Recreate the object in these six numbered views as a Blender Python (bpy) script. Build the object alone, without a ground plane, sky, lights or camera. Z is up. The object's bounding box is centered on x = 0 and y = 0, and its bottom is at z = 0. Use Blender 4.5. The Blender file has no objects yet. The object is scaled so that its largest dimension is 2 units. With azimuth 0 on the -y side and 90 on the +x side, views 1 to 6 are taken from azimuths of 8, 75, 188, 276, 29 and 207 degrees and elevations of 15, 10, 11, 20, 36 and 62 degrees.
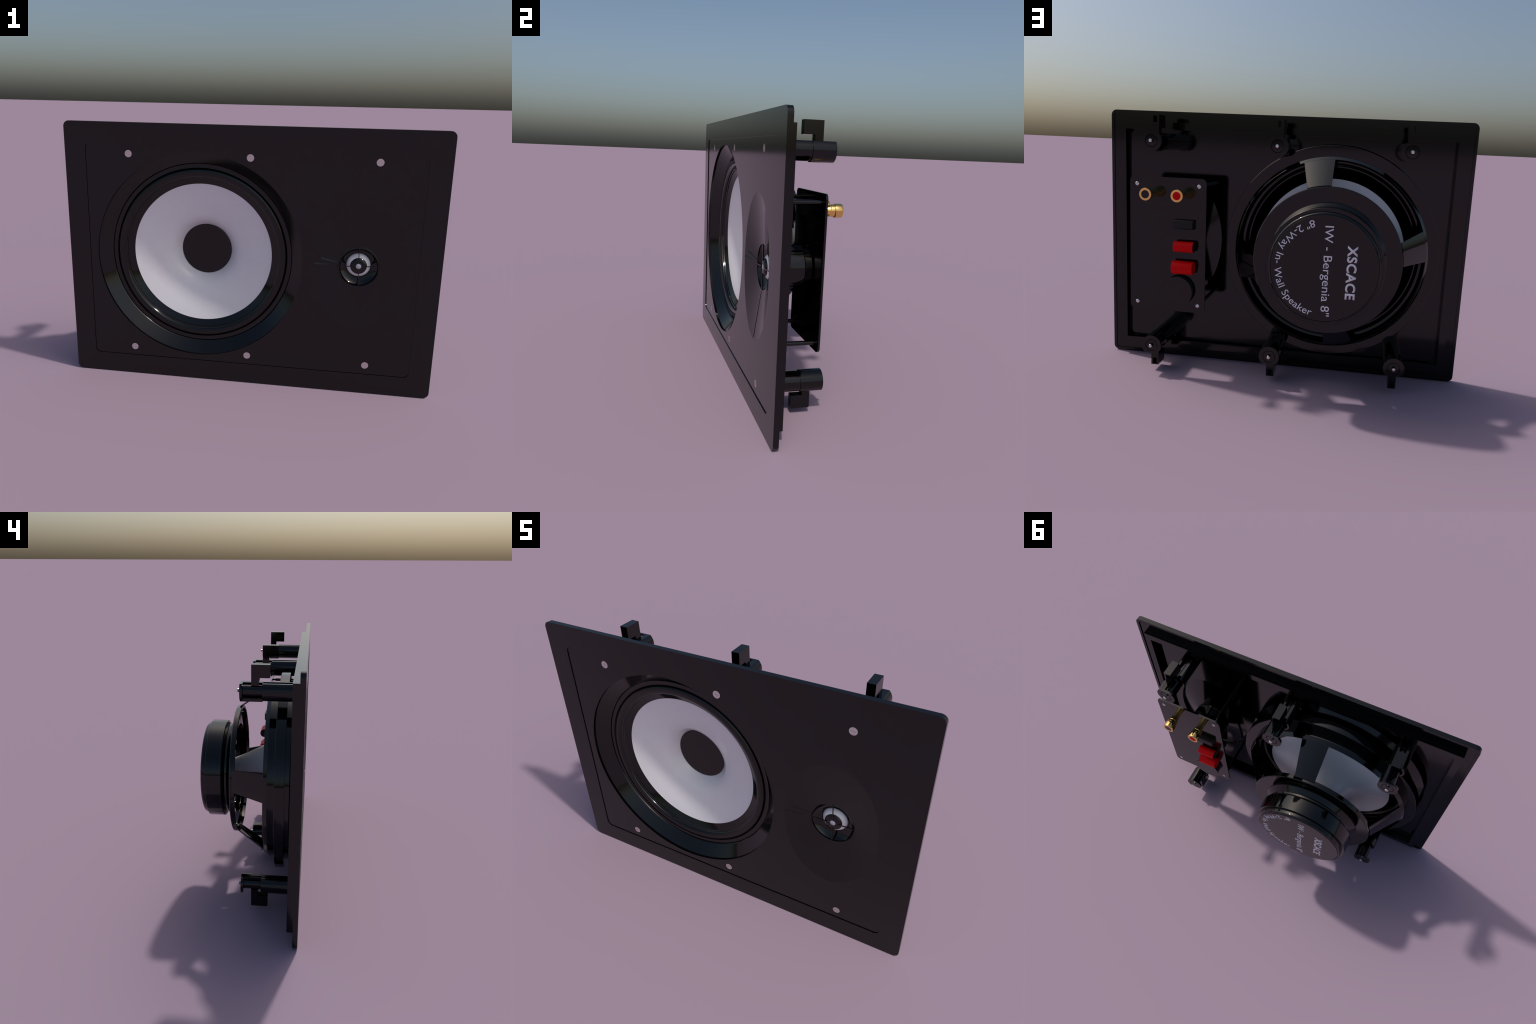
# Flush-mount two-way loudspeaker lying on its long side: black rectangular frame and
# baffle, white-coned woofer, small horn tweeter, six clamps, crossover board at the back.
import bpy, bmesh, math
from mathutils import Vector, Matrix

sin, cos, pi = math.sin, math.cos, math.pi
rad = math.radians

# ------------------------------------------------------------------ main sizes (metres)
FRONT = -0.283            # y of the front face; the magnet ends at y = +0.283
ZC = 0.7085               # height of the panel's centre line
WX = -0.278               # woofer axis (x)
TX = 0.581                # tweeter axis (x)
CLAMP_X = (-0.65, 0.0, 0.65)
CLAMP_DZ = 0.547          # clamp rows above and below the centre line

# ------------------------------------------------------------------ materials
def material(name, colour, rough=0.3, metallic=0.0, grain=0.0, grain_scale=60.0, bump=0.0, ior=1.5, spec=0.5):
    m = bpy.data.materials.new(name)
    m.use_nodes = True
    nt = m.node_tree
    b = nt.nodes["Principled BSDF"]
    b.inputs["Metallic"].default_value = metallic
    b.inputs["Roughness"].default_value = rough
    b.inputs["IOR"].default_value = ior
    b.inputs["Specular IOR Level"].default_value = spec
    tc = nt.nodes.new("ShaderNodeTexCoord")
    nz = nt.nodes.new("ShaderNodeTexNoise")
    nz.inputs["Scale"].default_value = grain_scale
    nz.inputs["Detail"].default_value = 4.0
    nt.links.new(tc.outputs["Object"], nz.inputs["Vector"])
    ramp = nt.nodes.new("ShaderNodeValToRGB")
    lo = [c * (1 - grain) for c in colour]
    hi = [min(1.0, c * (1 + grain)) for c in colour]
    ramp.color_ramp.elements[0].position = 0.35
    ramp.color_ramp.elements[1].position = 0.65
    ramp.color_ramp.elements[0].color = (*lo, 1)
    ramp.color_ramp.elements[1].color = (*hi, 1)
    nt.links.new(nz.outputs["Fac"], ramp.inputs["Fac"])
    nt.links.new(ramp.outputs["Color"], b.inputs["Base Color"])
    if bump:
        bp = nt.nodes.new("ShaderNodeBump")
        bp.inputs["Strength"].default_value = bump
        bp.inputs["Distance"].default_value = 0.001
        nt.links.new(nz.outputs["Fac"], bp.inputs["Height"])
        nt.links.new(bp.outputs["Normal"], b.inputs["Normal"])
    return m

PANEL = material("black_satin_plastic", (0.0006, 0.0006, 0.0007), rough=0.10, grain=0.2)
GLOSS = material("black_gloss_plastic", (0.0005, 0.0005, 0.0006), rough=0.06, grain=0.2)
RUBBER = material("black_rubber", (0.0006, 0.0006, 0.0006), rough=0.09, grain=0.2)
BOX = material("charcoal_casing", (0.0015, 0.0017, 0.0020), rough=0.45, grain=0.15, spec=0.4)
WHITE = material("white_cone", (0.80, 0.80, 0.82), rough=0.21, grain=0.01, grain_scale=30)
TIP = material("grey_plastic", (0.42, 0.42, 0.46), rough=0.3, grain=0.02)
PRINT = material("pale_print", (0.78, 0.76, 0.82), rough=0.5, grain=0.01)
STEEL = material("bright_steel", (0.74, 0.72, 0.70), rough=0.18, metallic=1.0, grain=0.03)
GOLD = material("gold_plating", (1.0, 0.64, 0.21), rough=0.10, metallic=1.0, grain=0.02)
RED = material("red_plastic", (0.64, 0.001, 0.002), rough=0.45, grain=0.02, spec=0.12)

# ------------------------------------------------------------------ mesh helpers
def make_object(name, mesh, mat, parent=None, smooth_angle=35.0):
    if mat is not None and not mesh.materials:
        mesh.materials.append(mat)
    if smooth_angle:
        mesh.shade_smooth()
        mesh.set_sharp_from_angle(angle=rad(smooth_angle))
    ob = bpy.data.objects.new(name, mesh)
    bpy.context.scene.collection.objects.link(ob)
    if parent is not None:
        ob.parent = parent
    return ob

def from_data(name, verts, faces):
    me = bpy.data.meshes.new(name)
    me.from_pydata(verts, [], faces)
    bm = bmesh.new()
    bm.from_mesh(me)
    bmesh.ops.remove_doubles(bm, verts=bm.verts, dist=1e-6)
    bmesh.ops.recalc_face_normals(bm, faces=bm.faces)
    bm.to_mesh(me)
    bm.free()
    return me

def crisp(profile, d=0.0007):
    """Add points close to each end of the long segments, so that smooth shading keeps them straight."""
    out, n = [], len(profile)
    for i in range(n):
        (r0, y0), (r1, y1) = profile[i], profile[(i + 1) % n]
        out.append((r0, y0))
        L = math.hypot(r1 - r0, y1 - y0)
        if L > 6 * d:
            for f in (d / L, 1 - d / L):
                r = r0 + (r1 - r0) * f
                if r > 1e-4:
                    out.append((r, y0 + (y1 - y0) * f))
    return out

def revolve(name, profile, cx=0.0, cz=0.0, segments=128, closed=True, keep_straight=True):
    """Turn a profile of (radius, y) points about an axis parallel to y."""
    if keep_straight:
        profile = crisp(profile)
    verts, faces = [], []
    n = len(profile)
    for k in range(segments):
        a = 2 * pi * k / segments
        for r, y in profile:
            verts.append((cx + r * cos(a), y, cz + r * sin(a)))
    last = n if closed else n - 1
    for k in range(segments):
        k2 = (k + 1) % segments
        for i in range(last):
            j = (i + 1) % n
            a, b, c, d = k * n + i, k * n + j, k2 * n + j, k2 * n + i
            if profile[i][0] < 1e-9 and profile[j][0] < 1e-9:
                continue
            if profile[i][0] < 1e-9:
                faces.append((a, b, c))
            elif profile[j][0] < 1e-9:
                faces.append((a, b, d))
            else:
                faces.append((a, b, c, d))
    return from_data(name, verts, faces)

def prism(name, outline, y0, y1):
    """Extrude an (x, z) outline along y."""
    n = len(outline)
    verts = [(x, y0, z) for x, z in outline] + [(x, y1, z) for x, z in outline]
    faces = [tuple(range(n)), tuple(range(n, 2 * n))]
    faces += [(i, (i + 1) % n, n + (i + 1) % n, n + i) for i in range(n)]
    return from_data(name, verts, faces)

def box(name, x0, x1, y0, y1, z0, z1):
    return prism(name, [(x0, z0), (x1, z0), (x1, z1), (x0, z1)], y0, y1)

def rounded_rect(hx, hz, r, steps=8, cx=0.0, cz=0.0):
    pts = []
    for sx, sz, a0 in ((1, 1, 0), (-1, 1, 90), (-1, -1, 180), (1, -1, 270)):
        for i in range(-1, steps + 2):
            a = rad(a0 + 90.0 * min(max(i, 0), steps) / steps)
            if i < 0 or i > steps:                     # a point on the straight side, so that it shades flat
                g = 0.0012 * (-1 if i < 0 else 1)
                pts.append((cx + sx * (hx - r) + r * cos(a) - g * sin(a), cz + sz * (hz - r) + r * sin(a) + g * cos(a)))
                continue
            pts.append((cx + sx * (hx - r) + r * cos(a), cz + sz * (hz - r) + r * sin(a)))
    return pts

def loft_rects(name, sections, cz, closed=True):
    """Bridge rounded rectangles (half width, half height, corner radius, y)."""
    verts, faces = [], []
    rings = [rounded_rect(hx, hz, max(r, 0.0005), 8, 0, cz) for hx, hz, r, _ in sections]
    n = len(rings[0])
    for ring, s in zip(rings, sections):
        verts += [(x, s[3], z) for x, z in ring]
    m = len(sections)
    for k in range(m if closed else m - 1):
        k2 = (k + 1) % m
        for i in range(n):
            j = (i + 1) % n
            faces.append((k * n + i, k * n + j, k2 * n + j, k2 * n + i))
    return from_data(name, verts, faces)

def ellipse(cx, cz, a, b, n=128, phase=0.0):
    return [(cx + a * cos(2 * pi * i / n + phase), cz + b * sin(2 * pi * i / n + phase)) for i in range(n)]

def plate_with_holes(name, outline, holes, y0, y1):
    """Flat plate in the xz plane between y0 and y1 with holes right through."""
    cu = bpy.data.curves.new(name, "CURVE")
    cu.dimensions = "2D"
    cu.fill_mode = "BOTH"
    cu.extrude = abs(y1 - y0) / 2
    for loop in [outline] + holes:
        sp = cu.splines.new("POLY")
        sp.points.add(len(loop) - 1)
        for p, (x, z) in zip(sp.points, loop):
            p.co = (x, z, 0, 1)
        sp.use_cyclic_u = True
    ob = bpy.data.objects.new(name + "_curve", cu)
    bpy.context.scene.collection.objects.link(ob)
    dg = bpy.context.evaluated_depsgraph_get()
    me = bpy.data.meshes.new_from_object(ob.evaluated_get(dg))
    bpy.data.objects.remove(ob)
    bpy.data.curves.remove(cu)
    me.name = name
    ym = (y0 + y1) / 2
    me.transform(Matrix(((1, 0, 0, 0), (0, 0, -1, ym), (0, 1, 0, 0), (0, 0, 0, 1))))
    bm = bmesh.new()
    bm.from_mesh(me)
    bmesh.ops.remove_doubles(bm, verts=bm.verts, dist=1e-6)
    bmesh.ops.recalc_face_normals(bm, faces=bm.faces)
    bm.to_mesh(me)
    bm.free()
    return me

def join_meshes(name, meshes):
    bm = bmesh.new()
    for me in meshes:
        bm.from_mesh(me)
        bpy.data.meshes.remove(me)
    out = bpy.data.meshes.new(name)
    bm.to_mesh(out)
    bm.free()
    return out

def arc(cx, cz, r, a0, a1, n=24):
    return [(cx + r * cos(rad(a0 + (a1 - a0) * i / n)), cz + r * sin(rad(a0 + (a1 - a0) * i / n))) for i in range(n + 1)]

# ------------------------------------------------------------------ the thing
root = bpy.data.objects.new("in_wall_speaker", None)
root.empty_display_size = 0.1
bpy.context.scene.collection.objects.link(root)
root["label"] = "black rectangular in-wall speaker with white woofer cone and tweeter"
root["category"] = "loudspeaker"

# ------------------------------------------------------------------ outer frame
frame = make_object("mounting_frame", loft_rects("mounting_frame", [
    (1.000, 0.7085, 0.030, FRONT),
    (1.000, 0.7085, 0.030, -0.257),       # outer edge
    (0.984, 0.6925, 0.014, -0.257),       # narrow lip round the back
    (0.984, 0.6925, 0.014, -0.262),
    (0.938, 0.6470, 0.001, -0.262),
    (0.938, 0.6470, 0.001, -0.2235),      # raised rear rim
    (0.9010, 0.6070, 0.001, -0.2235),
    (0.9010, 0.6070, 0.001, -0.2785),
    (0.8860, 0.5980, 0.030, -0.2785),
    (0.8860, 0.5980, 0.030, FRONT)], ZC), PANEL, root, 30)

# ------------------------------------------------------------------ baffle sheet
WG_A, WG_B = 0.2345, 0.3490               # tweeter waveguide half axes
screw_spots = [(x, ZC + s * CLAMP_DZ) for s in (1, -1) for x in CLAMP_X]
holes = [ellipse(WX, ZC, 0.5635, 0.5635, 192), ellipse(TX, ZC, WG_A, WG_B, 160)]
holes += [ellipse(x, z, 0.0205, 0.0205, 32) for x, z in screw_spots]
BACK = -0.2615
INSET = -0.2790                           # the baffle sits 4 mm behind the frame face
baffle = make_object("baffle", plate_with_holes("baffle", rounded_rect(0.8866, 0.5986, 0.030, 8, 0, ZC), holes, INSET, BACK), PANEL, root, 30)

# ------------------------------------------------------------------ cross-head screws in the baffle
def screw_head_mesh():
    w, l = 0.0018, 0.0120
    plus = [(w, w), (l, w), (l, -w), (w, -w), (w, -l), (-w, -l), (-w, -w), (-l, -w), (-l, w), (-w, w), (-w, l), (w, l)]
    top = plate_with_holes("screw_top", ellipse(0, 0, 0.0190, 0.0190, 40), [plus[::-1]], -0.004, 0.0)
    base = revolve("screw_base", [(0, -0.0012), (0.0188, -0.0012), (0.0188, 0.006), (0, 0.006)], segments=40)
    return join_meshes("screw", [top, base])

screw_mesh = screw_head_mesh()
screw = None
for i, (x, z) in enumerate(screw_spots):
    if screw is None:
        ob = screw = make_object("screw", screw_mesh, STEEL, baffle, 30)
    else:
        ob = screw.copy()
        bpy.context.scene.collection.objects.link(ob)
    ob.location = (x, -0.2745, z)
    ob.rotation_euler = (0, rad(1.5 * (i % 3)), 0)

# ------------------------------------------------------------------ woofer
basket = make_object("woofer_basket", revolve("woofer_basket", [
    (0.516, -0.2140), (0.516, -0.1910), (0.565, -0.1900), (0.565, -0.1415), (0.5635, -0.1400),
    (0.507, -0.1400), (0.507, -0.101), (0.4940, -0.080), (0.4925, -0.079), (0.4915, -0.081), (0.4915, -0.150),
    (0.4980, -0.162), (0.5060, -0.190)],
    WX, ZC, 160), GLOSS, root, 30)

make_object("bezel", revolve("bezel", [
    (0.5636, -0.2640), (0.5060, -0.2155), (0.5030, -0.2120), (0.5008, -0.2070),
    (0.5000, -0.2000), (0.5000, -0.1800), (0.5060, -0.1800), (0.5120, -0.2120), (0.5700, -0.2600), (0.5700, -0.2640)],
    WX, ZC, 192), PANEL, basket, 25)

def half_roll(r_in, r_out, y_base, height, n=14):
    rm, h = (r_in + r_out) / 2, (r_out - r_in) / 2
    return [(rm + h * cos(pi * i / n), y_base - height * sin(pi * i / n) ** 0.8) for i in range(n + 1)]

roll = half_roll(0.430, 0.4775, -0.199, 0.019)
inner = half_roll(0.434, 0.4735, -0.190, 0.022)
make_object("rubber_surround", revolve("rubber_surround", 
    [(0.5020, -0.2060), (0.4992, -0.2060), (0.4890, -0.2015), (0.4793, -0.2040)] + roll +
    [(0.4270, -0.1965), (0.4250, -0.1955), (0.4240, -0.1905), (0.4070, -0.1810), (0.3905, -0.1725),
     (0.3912, -0.1670), (0.4050, -0.1750), (0.4240, -0.1850)] + inner[::-1] +
    [(0.4820, -0.190), (0.4900, -0.187), (0.5020, -0.196)], WX, ZC, 192, keep_straight=False), RUBBER, basket, 40)

cone_front = [(0.3915, -0.1720), (0.355, -0.1645), (0.320, -0.1570), (0.285, -0.1485), (0.255, -0.1405),
              (0.232, -0.1335), (0.214, -0.1265), (0.200, -0.1195), (0.188, -0.1110),
              (0.176, -0.1000), (0.164, -0.0855), (0.153, -0.0690), (0.143, -0.0520), (0.123, -0.0180),
              (0.105, 0.0200), (0.087, 0.0550), (0.072, 0.0900), (0.060, 0.1200), (0.055, 0.1420)]

def offset_back(path, t):
    """The same profile moved by t along its rearward normal."""
    out = []
    for i, (r, y) in enumerate(path):
        (ra, ya), (rb, yb) = path[max(i - 1, 0)], path[min(i + 1, len(path) - 1)]
        L = math.hypot(rb - ra, yb - ya)
        out.append((r + t * (yb - ya) / L, y - t * (rb - ra) / L))
    return out

cone_back = offset_back(cone_front, 0.0035)[::-1]
make_object("speaker_cone", revolve("speaker_cone", cone_front + cone_back, WX, ZC, 160, keep_straight=False), WHITE, basket, 50)

make_object("dust_cap", revolve("dust_cap", [
    (0, -0.0595), (0.1410, -0.0595), (0.1440, -0.0580), (0.1440, -0.0540), (0, -0.0540)], WX, ZC, 96), PANEL, basket, 25)

# four thin spokes between the basket ring and the magnet flange
def spoke_mesh():
    """A thin curved strap: a straight slope from the rim to the flange."""
    half, nu = rad(9.2), 8
    path = [(0.4940, -0.0810), (0.3720, 0.0930), (0.3660, 0.0890), (0.4885, -0.0850)]
    n = len(path)
    verts, faces = [], []
    for j in range(nu + 1):
        a = -half + 2 * half * j / nu
        verts += [(r * cos(a), y, r * sin(a)) for r, y in path]
    for j in range(nu):
        for i in range(n):
            k = (i + 1) % n
            faces.append((j * n + i, j * n + k, (j + 1) * n + k, (j + 1) * n + i))
    for j in (0, nu):
        b = j * n
        faces.append((b, b + 1, b + 2, b + 3))
    return from_data("spoke", verts, faces)

sp_mesh = spoke_mesh()
spoke = None
for a in (81, 171, 261, 351):
    if spoke is None:
        ob = spoke = make_object("spoke", sp_mesh, GLOSS, basket, 30)
    else:
        ob = spoke.copy()
        bpy.context.scene.collection.objects.link(ob)
    ob.location = (WX, 0, ZC)
    ob.rotation_euler = (0, -rad(a), 0)

make_object("magnet_flange", revolve("magnet_flange", [
    (0.2640, 0.1085), (0.2900, 0.1085), (0.3650, 0.1090), (0.3685, 0.1060), (0.3685, 0.0815), (0.3670, 0.0800),
    (0.3540, 0.0800), (0.3520, 0.0970), (0.2640, 0.0970)], WX, ZC, 160), GLOSS, basket, 25)

make_object("magnet", revolve("magnet", [
    (0.0, 0.1400), (0.2560, 0.1400), (0.2560, 0.1050), (0.2900, 0.1050), (0.2900, 0.1120), (0.2620, 0.1400), (0.2600, 0.1500), (0.2620, 0.1535),
    (0.2770, 0.1640), (0.2800, 0.1680), (0.2800, 0.2520), (0.2785, 0.2540), (0.2645, 0.2545), (0.2635, 0.2700),
    (0.2620, 0.2755), (0.2580, 0.2800), (0.2530, 0.2815), (0.2515, 0.2780), (0.0, 0.2780)], WX, ZC, 160), GLOSS, basket, 28)

make_object("magnet_label", revolve("magnet_label", [
    (0, 0.2770), (0.2505, 0.2770), (0.2505, 0.2825), (0.2500, 0.2830), (0, 0.2830)], WX, ZC, 128), PANEL, basket, 25)

# ------------------------------------------------------------------ printed lettering on the magnet
def text_mesh(text, bold=0.0, spacing=1.0):
    cu = bpy.data.curves.new("lettering", "FONT")
    cu.body = text
    cu.size = 1.0
    cu.offset = bold
    cu.space_character = spacing
    cu.resolution_u = 6
    cu.fill_mode = "FRONT"
    ob = bpy.data.objects.new("lettering_curve", cu)
    bpy.context.scene.collection.objects.link(ob)
    dg = bpy.context.evaluated_depsgraph_get()
    me = bpy.data.meshes.new_from_object(ob.evaluated_get(dg))
    bpy.data.objects.remove(ob)
    bpy.data.curves.remove(cu)
    xs = [v.co.x for v in me.vertices]
    return me, min(xs), max(xs)

CAP = 0.729                                # cap height of the built-in font at size 1
LIFT = 0.2834

def finish_text(me):
    bm = bmesh.new()
    bm.from_mesh(me)
    ret = bmesh.ops.extrude_face_region(bm, geom=bm.faces[:])
    for v in [g for g in ret["geom"] if isinstance(g, bmesh.types.BMVert)]:
        v.co.y -= 0.0012
    bmesh.ops.recalc_face_normals(bm, faces=bm.faces)
    bm.to_mesh(me)
    bm.free()

def straight_text(text, x_base, cap, z_start, z_end, bold=0.0, spacing=1.0):
    me, lo, hi = text_mesh(text, bold, spacing)
    for v in me.vertices:
        s = (v.co.x - lo) / (hi - lo)
        v.co = Vector((x_base - v.co.y / CAP * cap, LIFT, z_start + (z_end - z_start) * s))
    finish_text(me)
    return make_object("lettering", me, PRINT, basket, 0)

def arc_text(text, radius, cap, a_start, a_end, spacing=1.0):
    me, lo, hi = text_mesh(text, 0.0, spacing)
    for v in me.vertices:
        a = rad(a_start + (a_end - a_start) * (v.co.x - lo) / (hi - lo))
        r = radius - v.co.y / CAP * cap
        v.co = Vector((WX + r * cos(a), LIFT, ZC + r * sin(a)))
    finish_text(me)
    return make_object("lettering", me, PRINT, basket, 0)

straight_text('IW - Bergenia 8"', -0.2732, 0.0412, 0.9100, 0.4830)
straight_text("XSCACE", -0.3830, 0.0450, 0.8260, 0.5720, bold=0.03, spacing=1.08)
arc_text('8" 2-Way In- Wall Speaker', 0.2325, 0.0350, 75.5, -77.5)

# ------------------------------------------------------------------ tweeter
def waveguide_mesh():
    """Oval dish on the baffle narrowing to a round throat; the back bulges out likewise."""
    verts, faces = [], []
    n = 160
    steps = 20
    rt, yt = 0.1090, -0.2465
    rows = []
    def ring(a, b, y):
        rows.append([(TX + a * cos(2 * pi * i / n), y, ZC + b * sin(2 * pi * i / n)) for i in range(n)])
    for k in range(steps + 1):                       # front, from rim to throat
        f = k / steps
        g = f ** 1.0
        a = WG_A + 0.0005 + (rt - WG_A - 0.0005) * g
        b = WG_B + 0.0005 + (rt - WG_B - 0.0005) * g
        ring(a, b, INSET + 0.0003 + (yt - INSET) * f)
    ring(rt, rt, yt + 0.008)
    ring(rt + 0.006, rt + 0.006, yt + 0.008)
    for k in range(steps, -1, -1):                   # back
        f = k / steps
        a = WG_A - 0.001 + (rt + 0.008 - WG_A) * f
        b = WG_B - 0.001 + (rt + 0.008 - WG_B) * f
        ring(a, b, INSET + 0.0045 + (yt - INSET) * f)
    for row in rows:
        verts += row
    m = len(rows)
    for k in range(m):
        k2 = (k + 1) % m
        for i in range(n):
            j = (i + 1) % n
            faces.append((k * n + i, k * n + j, k2 * n + j, k2 * n + i))
    return from_data("tweeter_waveguide", verts, faces)

waveguide = make_object("tweeter_waveguide", waveguide_mesh(), PANEL, root, 30)

# slim slivers added on the dish to copy glints of mesh faults: two at the left, one below, one at the upper right
def glint_sliver_mesh(name, angle, f0, f1, w0, w1, tilt):
    """A long thin facet on the dish between depths f0 and f1, tipped by tilt."""
    def on_dish(f, side):
        a, b = WG_A + (0.109 - WG_A) * f, WG_B + (0.109 - WG_B) * f
        t = rad(angle)
        y = INSET + 0.0003 + (-0.2465 - INSET) * f
        return Vector((TX + a * cos(t) , y, ZC + b * sin(t)))
    p0, p1 = on_dish(f0, 0), on_dish(f1, 0)
    across = Vector((0, 1, 0)).cross((p1 - p0).normalized()).normalized()
    if across.z < 0 or (abs(across.z) < 0.2 and across.x < 0):
        across = -across
    pts = []
    for p, w in ((p0, w0), (p1, w1)):
        lift = Vector((0, -1, 0)) * (0.0003 + w * tilt)
        pts += [p - across * w / 2 + lift, p + across * w / 2 + Vector((0, -0.0003, 0)), p - across * w / 2 + Vector((0, 0.001, 0))]
    return from_data(name, pts, [(0, 1, 4, 3), (1, 2, 5, 4), (2, 0, 3, 5), (0, 1, 2), (3, 4, 5)])

for ang, f0, f1, w0, w1, tl in ((178.0, 0.02, 0.75, 0.0090, 0.0012, 0.36), (171.5, 0.28, 0.97, 0.0085, 0.0030, 0.40),
                                (268.5, 0.03, 0.97, 0.0045, 0.0030, 0.30), (33.0, 0.30, 0.97, 0.0012, 0.0012, 0.30)):
    make_object("glint_sliver", glint_sliver_mesh("glint_sliver", ang, f0, f1, w0, w1, tl), PANEL, waveguide, 0)

make_object("tweeter_horn", revolve("tweeter_horn", [
    (0.1085, -0.2400), (0.1065, -0.2400), (0.1035, -0.2360), (0.0980, -0.2300), (0.0910, -0.2245), (0.0840, -0.2205),
    (0.0760, -0.2170), (0.0720, -0.2160), (0.0705, -0.2180), (0.0670, -0.2180), (0.0650, -0.2120), (0.0645, -0.1950), (0.1085, -0.1950)], TX, ZC, 96, keep_straight=False), GLOSS, waveguide, 40)
make_object("tweeter_dome", revolve("tweeter_dome", [
    (0.0, -0.2400), (0.030, -0.2380), (0.045, -0.2330), (0.056, -0.2250), (0.0625, -0.2170), (0.0640, -0.2110),
    (0.0640, -0.2000), (0.0, -0.2000)], TX, ZC, 64, keep_straight=False), WHITE, waveguide, 40)
make_object("phase_plug", revolve("phase_plug", [
    (0.0, -0.2445), (0.0150, -0.2445), (0.0152, -0.2465), (0.0300, -0.2455), (0.0390, -0.2420), (0.0435, -0.2360),
    (0.0430, -0.2320), (0.0, -0.2320)], TX, ZC, 64, keep_straight=False), GLOSS, waveguide, 40)
make_object("plug_tip", revolve("plug_tip", [
    (0.0, -0.2475), (0.0080, -0.2470), (0.0142, -0.2452), (0.0142, -0.2435), (0.0, -0.2435)], TX, ZC, 32), TIP, waveguide, 40)
for k in range(4):
    a = rad(90 * k + 2)
    me = box("spider_arm", 0.030, 0.1088, -0.2480, -0.2430, -0.0020, 0.0020)
    me.transform(Matrix.Translation((TX, 0, ZC)) @ Matrix.Rotation(-a, 4, "Y"))
    make_object("spider_arm", me, PANEL, waveguide, 30)
make_object("tweeter_motor", revolve("tweeter_motor", [
    (0.0, -0.2000), (0.1090, -0.2000), (0.1090, -0.2420), (0.1145, -0.2420), (0.1145, -0.0760), (0.1110, -0.0715),
    (0.1000, -0.0710), (0.1000, -0.0360), (0.0960, -0.0320), (0.0, -0.0320)], TX, ZC, 96), GLOSS, waveguide, 30)

# ------------------------------------------------------------------ crossover board
BX, BZ = 0.5820, 0.7085
BF, BB = -0.0290, -0.0190                 # front and back faces of the board
board = make_object("crossover_board", prism("crossover_board", rounded_rect(0.2085, 0.3620, 0.026, 8, BX, BZ), BF, BB), PANEL, root, 30)
posts = [(sx * 0.169, sz * 0.3215) for sx in (-1, 1) for sz in (-1, 1)]
standoff_mesh = revolve("standoff", [(0, BACK - 0.0005), (0.0105, BACK - 0.0005), (0.0105, -0.0400), (0.0065, -0.0395), (0.0065, BF + 0.001), (0, BF + 0.001)], segments=32)
bolt_mesh = join_meshes("board_screw", [revolve("bolt", [
    (0, BB - 0.001), (0.0105, BB - 0.001), (0.0105, BB + 0.0015), (0.0085, BB + 0.0035), (0.0045, BB + 0.0045), (0.004, BB + 0.0025), (0, BB + 0.0025)], segments=24)])
standoff = bolt = None
for dx, dz in posts:
    if standoff is None:
        so = standoff = make_object("standoff", standoff_mesh, PANEL, board, 30)
        bo = bolt = make_object("board_screw", bolt_mesh, STEEL, board, 40)
    else:
        so, bo = standoff.copy(), bolt.copy()
        bpy.context.scene.collection.objects.link(so)
        bpy.context.scene.collection.objects.link(bo)
    so.location = bo.location = (BX + dx, 0, BZ + dz)

terminal_profile = [(0, BB - 0.002), (0.0195, BB - 0.002), (0.0200, 0.0050), (0.0218, 0.0180), (0.0250, 0.0290), (0.0270, 0.0340),
    (0.0276, 0.0385), (0.0272, 0.0405), (0.0284, 0.0430), (0.0286, 0.0550), (0.0290, 0.0570), (0.0312, 0.0590), (0.0324, 0.0630), (0.0326, 0.0880),
    (0.0324, 0.0930), (0.0315, 0.0945), (0.0210, 0.0945), (0.0205, 0.0915), (0, 0.0915)]
term_mesh = revolve("binding_post", terminal_profile, segments=48, keep_straight=False)
term = None
for x, mat in ((0.6624, PANEL), (0.4962, RED)):
    if term is None:
        ob = term = make_object("binding_post", term_mesh, GOLD, board, 40)
    else:
        ob = term.copy()
        bpy.context.scene.collection.objects.link(ob)
    ob.location = (x, 0, 0.9860)
    cap = make_object("terminal_cap", revolve("terminal_cap", [(0, 0.0905), (0.0206, 0.0905), (0.0206, 0.0940), (0, 0.0940)], segments=40), mat, board, 30)
    cap.location = (x, 0, 0.9860)

relay = box("relay_box", 0.4350, 0.5450, BB - 0.001, 0.0100, 0.8040, 0.8520)
bm = bmesh.new()
bm.from_mesh(relay)
edges = [e for e in bm.edges if all(v.co.y > 0 for v in e.verts)]
bmesh.ops.bevel(bm, geom=edges, offset=0.0045, segments=1, affect="EDGES")
bm.to_mesh(relay)
bm.free()
make_object("relay_box", relay, BOX, board, 20)

def lying_cylinder(name, x0, x1, r, y, z, mat, end_mat):
    me = revolve(name, [(0, x0), (r, x0), (r, x1), (0, x1)], segments=64)
    me.transform(Matrix.Rotation(-pi / 2, 4, "Z"))       # the axis from y to x
    me.transform(Matrix.Translation((0, y, z)))
    ob = make_object(name, me, mat, board, 30)
    if end_mat is not None:
        me.materials.append(end_mat)
        for p in me.polygons:
            if abs(p.normal.x) > 0.9:
                p.material_index = 1
    return ob

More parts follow.
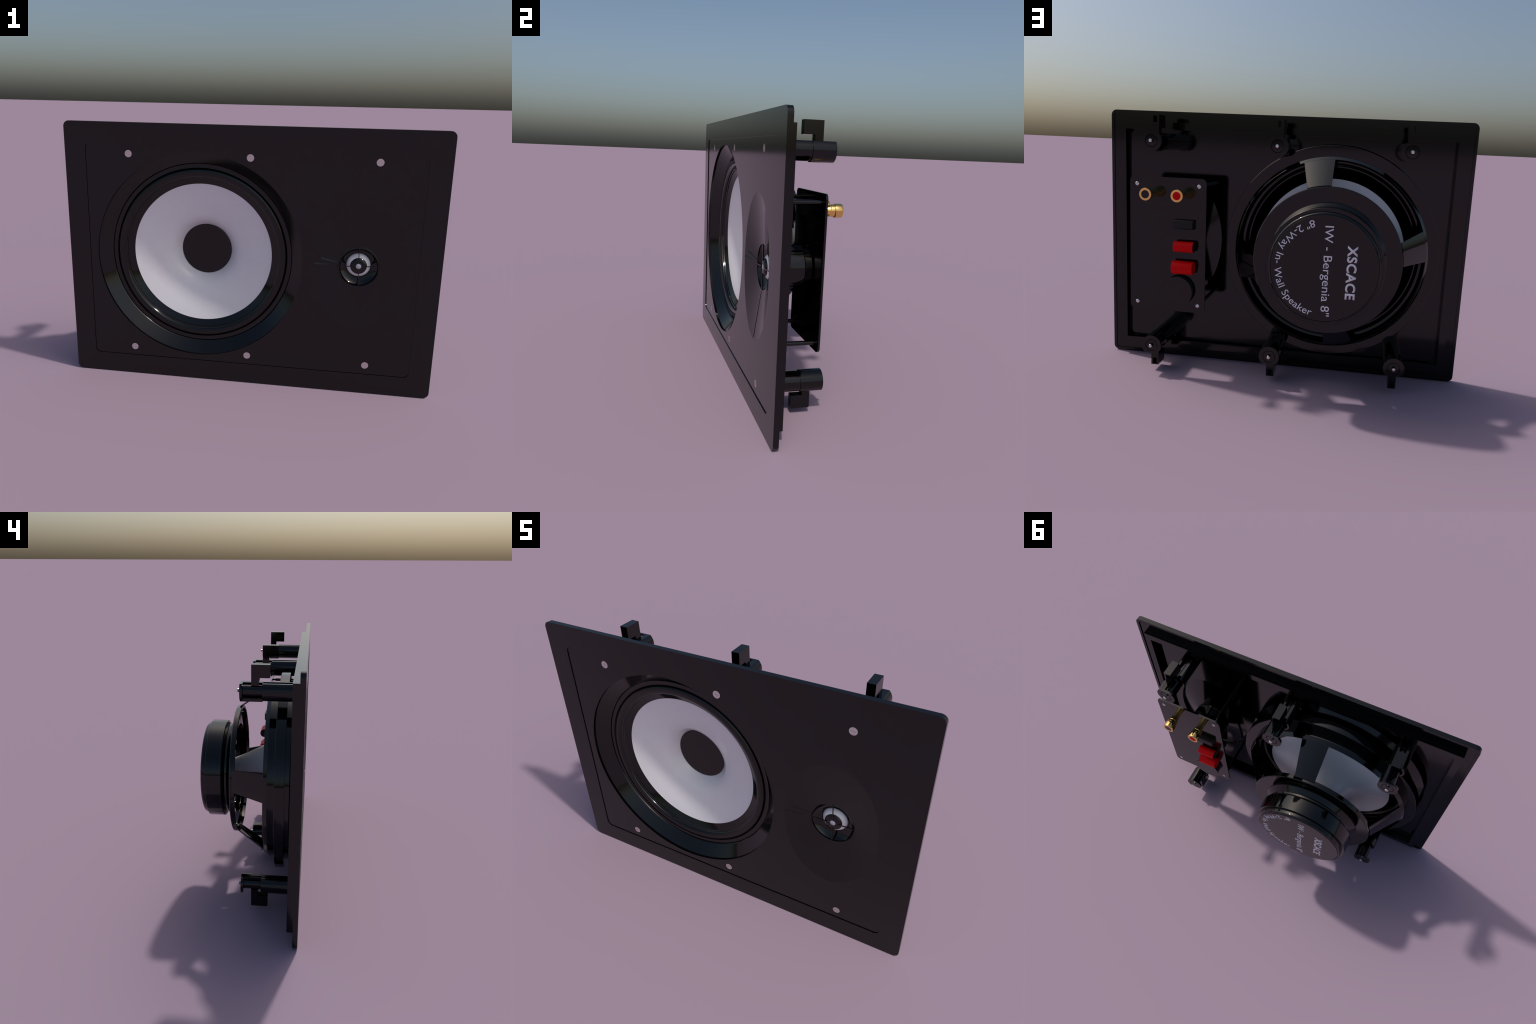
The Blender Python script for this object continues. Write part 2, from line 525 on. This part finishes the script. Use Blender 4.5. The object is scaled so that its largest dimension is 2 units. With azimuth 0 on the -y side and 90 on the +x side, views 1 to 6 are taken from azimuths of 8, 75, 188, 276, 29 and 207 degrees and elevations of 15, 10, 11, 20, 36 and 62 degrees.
lying_cylinder("capacitor", 0.4280, 0.5340, 0.0285, 0.0110, 0.7120, RED, BOX)
lying_cylinder("capacitor", 0.4290, 0.5420, 0.0355, 0.0100, 0.5995, RED, None)
coil = make_object("inductor_coil", revolve("inductor_coil", [
    (0, BB - 0.001), (0.0780, BB - 0.001), (0.0790, 0.0100), (0.0825, 0.0110), (0.0825, 0.0150), (0, 0.0150)], 0.5170, 0.4650, 80), PANEL, board, 30)

# ------------------------------------------------------------------ clamps (built for the top row, mirrored below)
def clamp_meshes():
    flat = 0.0400
    # rear guard: open towards -x, flat on top
    a_top = math.degrees(math.asin(flat / 0.0545))
    a_in = 78.0
    cut = -0.0190                             # the open side ends in an upright face
    guard = arc(0, 0, 0.0545, a_top, -math.degrees(math.acos(cut / 0.0545)), 36) + arc(0, 0, 0.0400, -math.degrees(math.acos(cut / 0.0400)), a_in, 36)
    g = prism("guard", guard, -0.0680, 0.0300)
    # forward tube: slotted along its top
    a_o = math.degrees(math.asin(0.0400 / 0.0500))
    slot_l, slot_r = -0.0150, 0.0200
    inner_l = (slot_l, math.sqrt(0.0400 ** 2 - slot_l ** 2))
    inner_r = (slot_r, math.sqrt(0.0400 ** 2 - slot_r ** 2))
    al = math.degrees(math.atan2(inner_l[1], inner_l[0]))
    ar = math.degrees(math.atan2(inner_r[1], inner_r[0]))
    tube = arc(0, 0, 0.0500, a_o, -180 - a_o, 40) + [(slot_l, 0.0400)] + arc(0, 0, 0.0400, al - 360, ar, 40) + [(slot_r, 0.0400)]
    t = prism("tube", tube, BACK - 0.0005, -0.0680)
    # end plate with its flat and a ring-shaped gap round the core
    plate = arc(0, 0, 0.0545, 180 - a_top, 360 + a_top, 48)
    e = plate_with_holes("end_plate", plate, [ellipse(0, 0, 0.0328, 0.0328, 48)], 0.0295, 0.0425)
    return join_meshes("clamp", [g, t, e])

clamp_mesh = clamp_meshes()
core_mesh = revolve("clamp_core", [(0, BACK), (0.0300, BACK), (0.0300, 0.0424), (0, 0.0424)], segments=48)
tip_mesh = revolve("clamp_screw", [(0, 0.0400), (0.0050, 0.0400), (0.0050, 0.0490), (0.0090, 0.0510), (0.0100, 0.0550), (0.0080, 0.0590), (0, 0.0600)], segments=24)
tab_outline = [(-0.0125, 0.0290), (-0.0125, 0.1315), (-0.1050, 0.1315), (-0.1050, 0.0670), (-0.0510, 0.0670), (-0.0510, 0.0290)]
def tab_mesh():
    me = bpy.data.meshes.new("clamp_tab")
    bm = bmesh.new()
    w = 0.0205
    vs = [[bm.verts.new((sx * w, y, z)) for y, z in tab_outline] for sx in (-1, 1)]
    n = len(tab_outline)
    bm.faces.new(vs[0]); bm.faces.new(vs[1][::-1])
    back = None
    for i in range(n):
        f = bm.faces.new((vs[0][i], vs[0][(i + 1) % n], vs[1][(i + 1) % n], vs[1][i]))
        if i == 0:
            back = f
    # rectangular pocket in the back face
    bm.faces.remove(back)
    a, b, c, d = vs[0][0], vs[0][1], vs[1][1], vs[1][0]
    def rim(y):
        return [bm.verts.new((-0.0105, y, 0.0930)), bm.verts.new((-0.0105, y, 0.1250)), bm.verts.new((0.0105, y, 0.1250)), bm.verts.new((0.0105, y, 0.0930))]
    r0, r1 = rim(-0.0125), rim(-0.0600)
    for p, q in ((0, 1), (1, 2), (2, 3), (3, 0)):
        o = (a, b, c, d)
        bm.faces.new((o[p], o[q], r0[q], r0[p]))
        bm.faces.new((r0[p], r0[q], r1[q], r1[p]))
    bm.faces.new(r1)
    bmesh.ops.recalc_face_normals(bm, faces=bm.faces)
    bm.to_mesh(me)
    bm.free()
    return me
tab = tab_mesh()

def mirrored(me):
    m2 = me.copy()
    m2.transform(Matrix.Scale(-1, 4, (0, 0, 1)))
    m2.flip_normals()
    m2.name = me.name
    return m2

meshes = {1: (clamp_mesh, core_mesh, tip_mesh, tab)}
for me in meshes[1]:
    me.shade_smooth()
    me.set_sharp_from_angle(angle=rad(30))
for me, mat in zip(meshes[1], (PANEL, GLOSS, STEEL, PANEL)):
    me.materials.append(mat)
meshes[-1] = (mirrored(clamp_mesh), core_mesh, tip_mesh, mirrored(tab))
for s in (1, -1):
    for x in CLAMP_X:
        body = make_object("clamp", meshes[s][0], None, root, 0)
        body.location = (x, 0, ZC + s * CLAMP_DZ)
        for nm, me in zip(("clamp_core", "clamp_screw", "clamp_tab"), meshes[s][1:]):
            make_object(nm, me, None, body, 0)
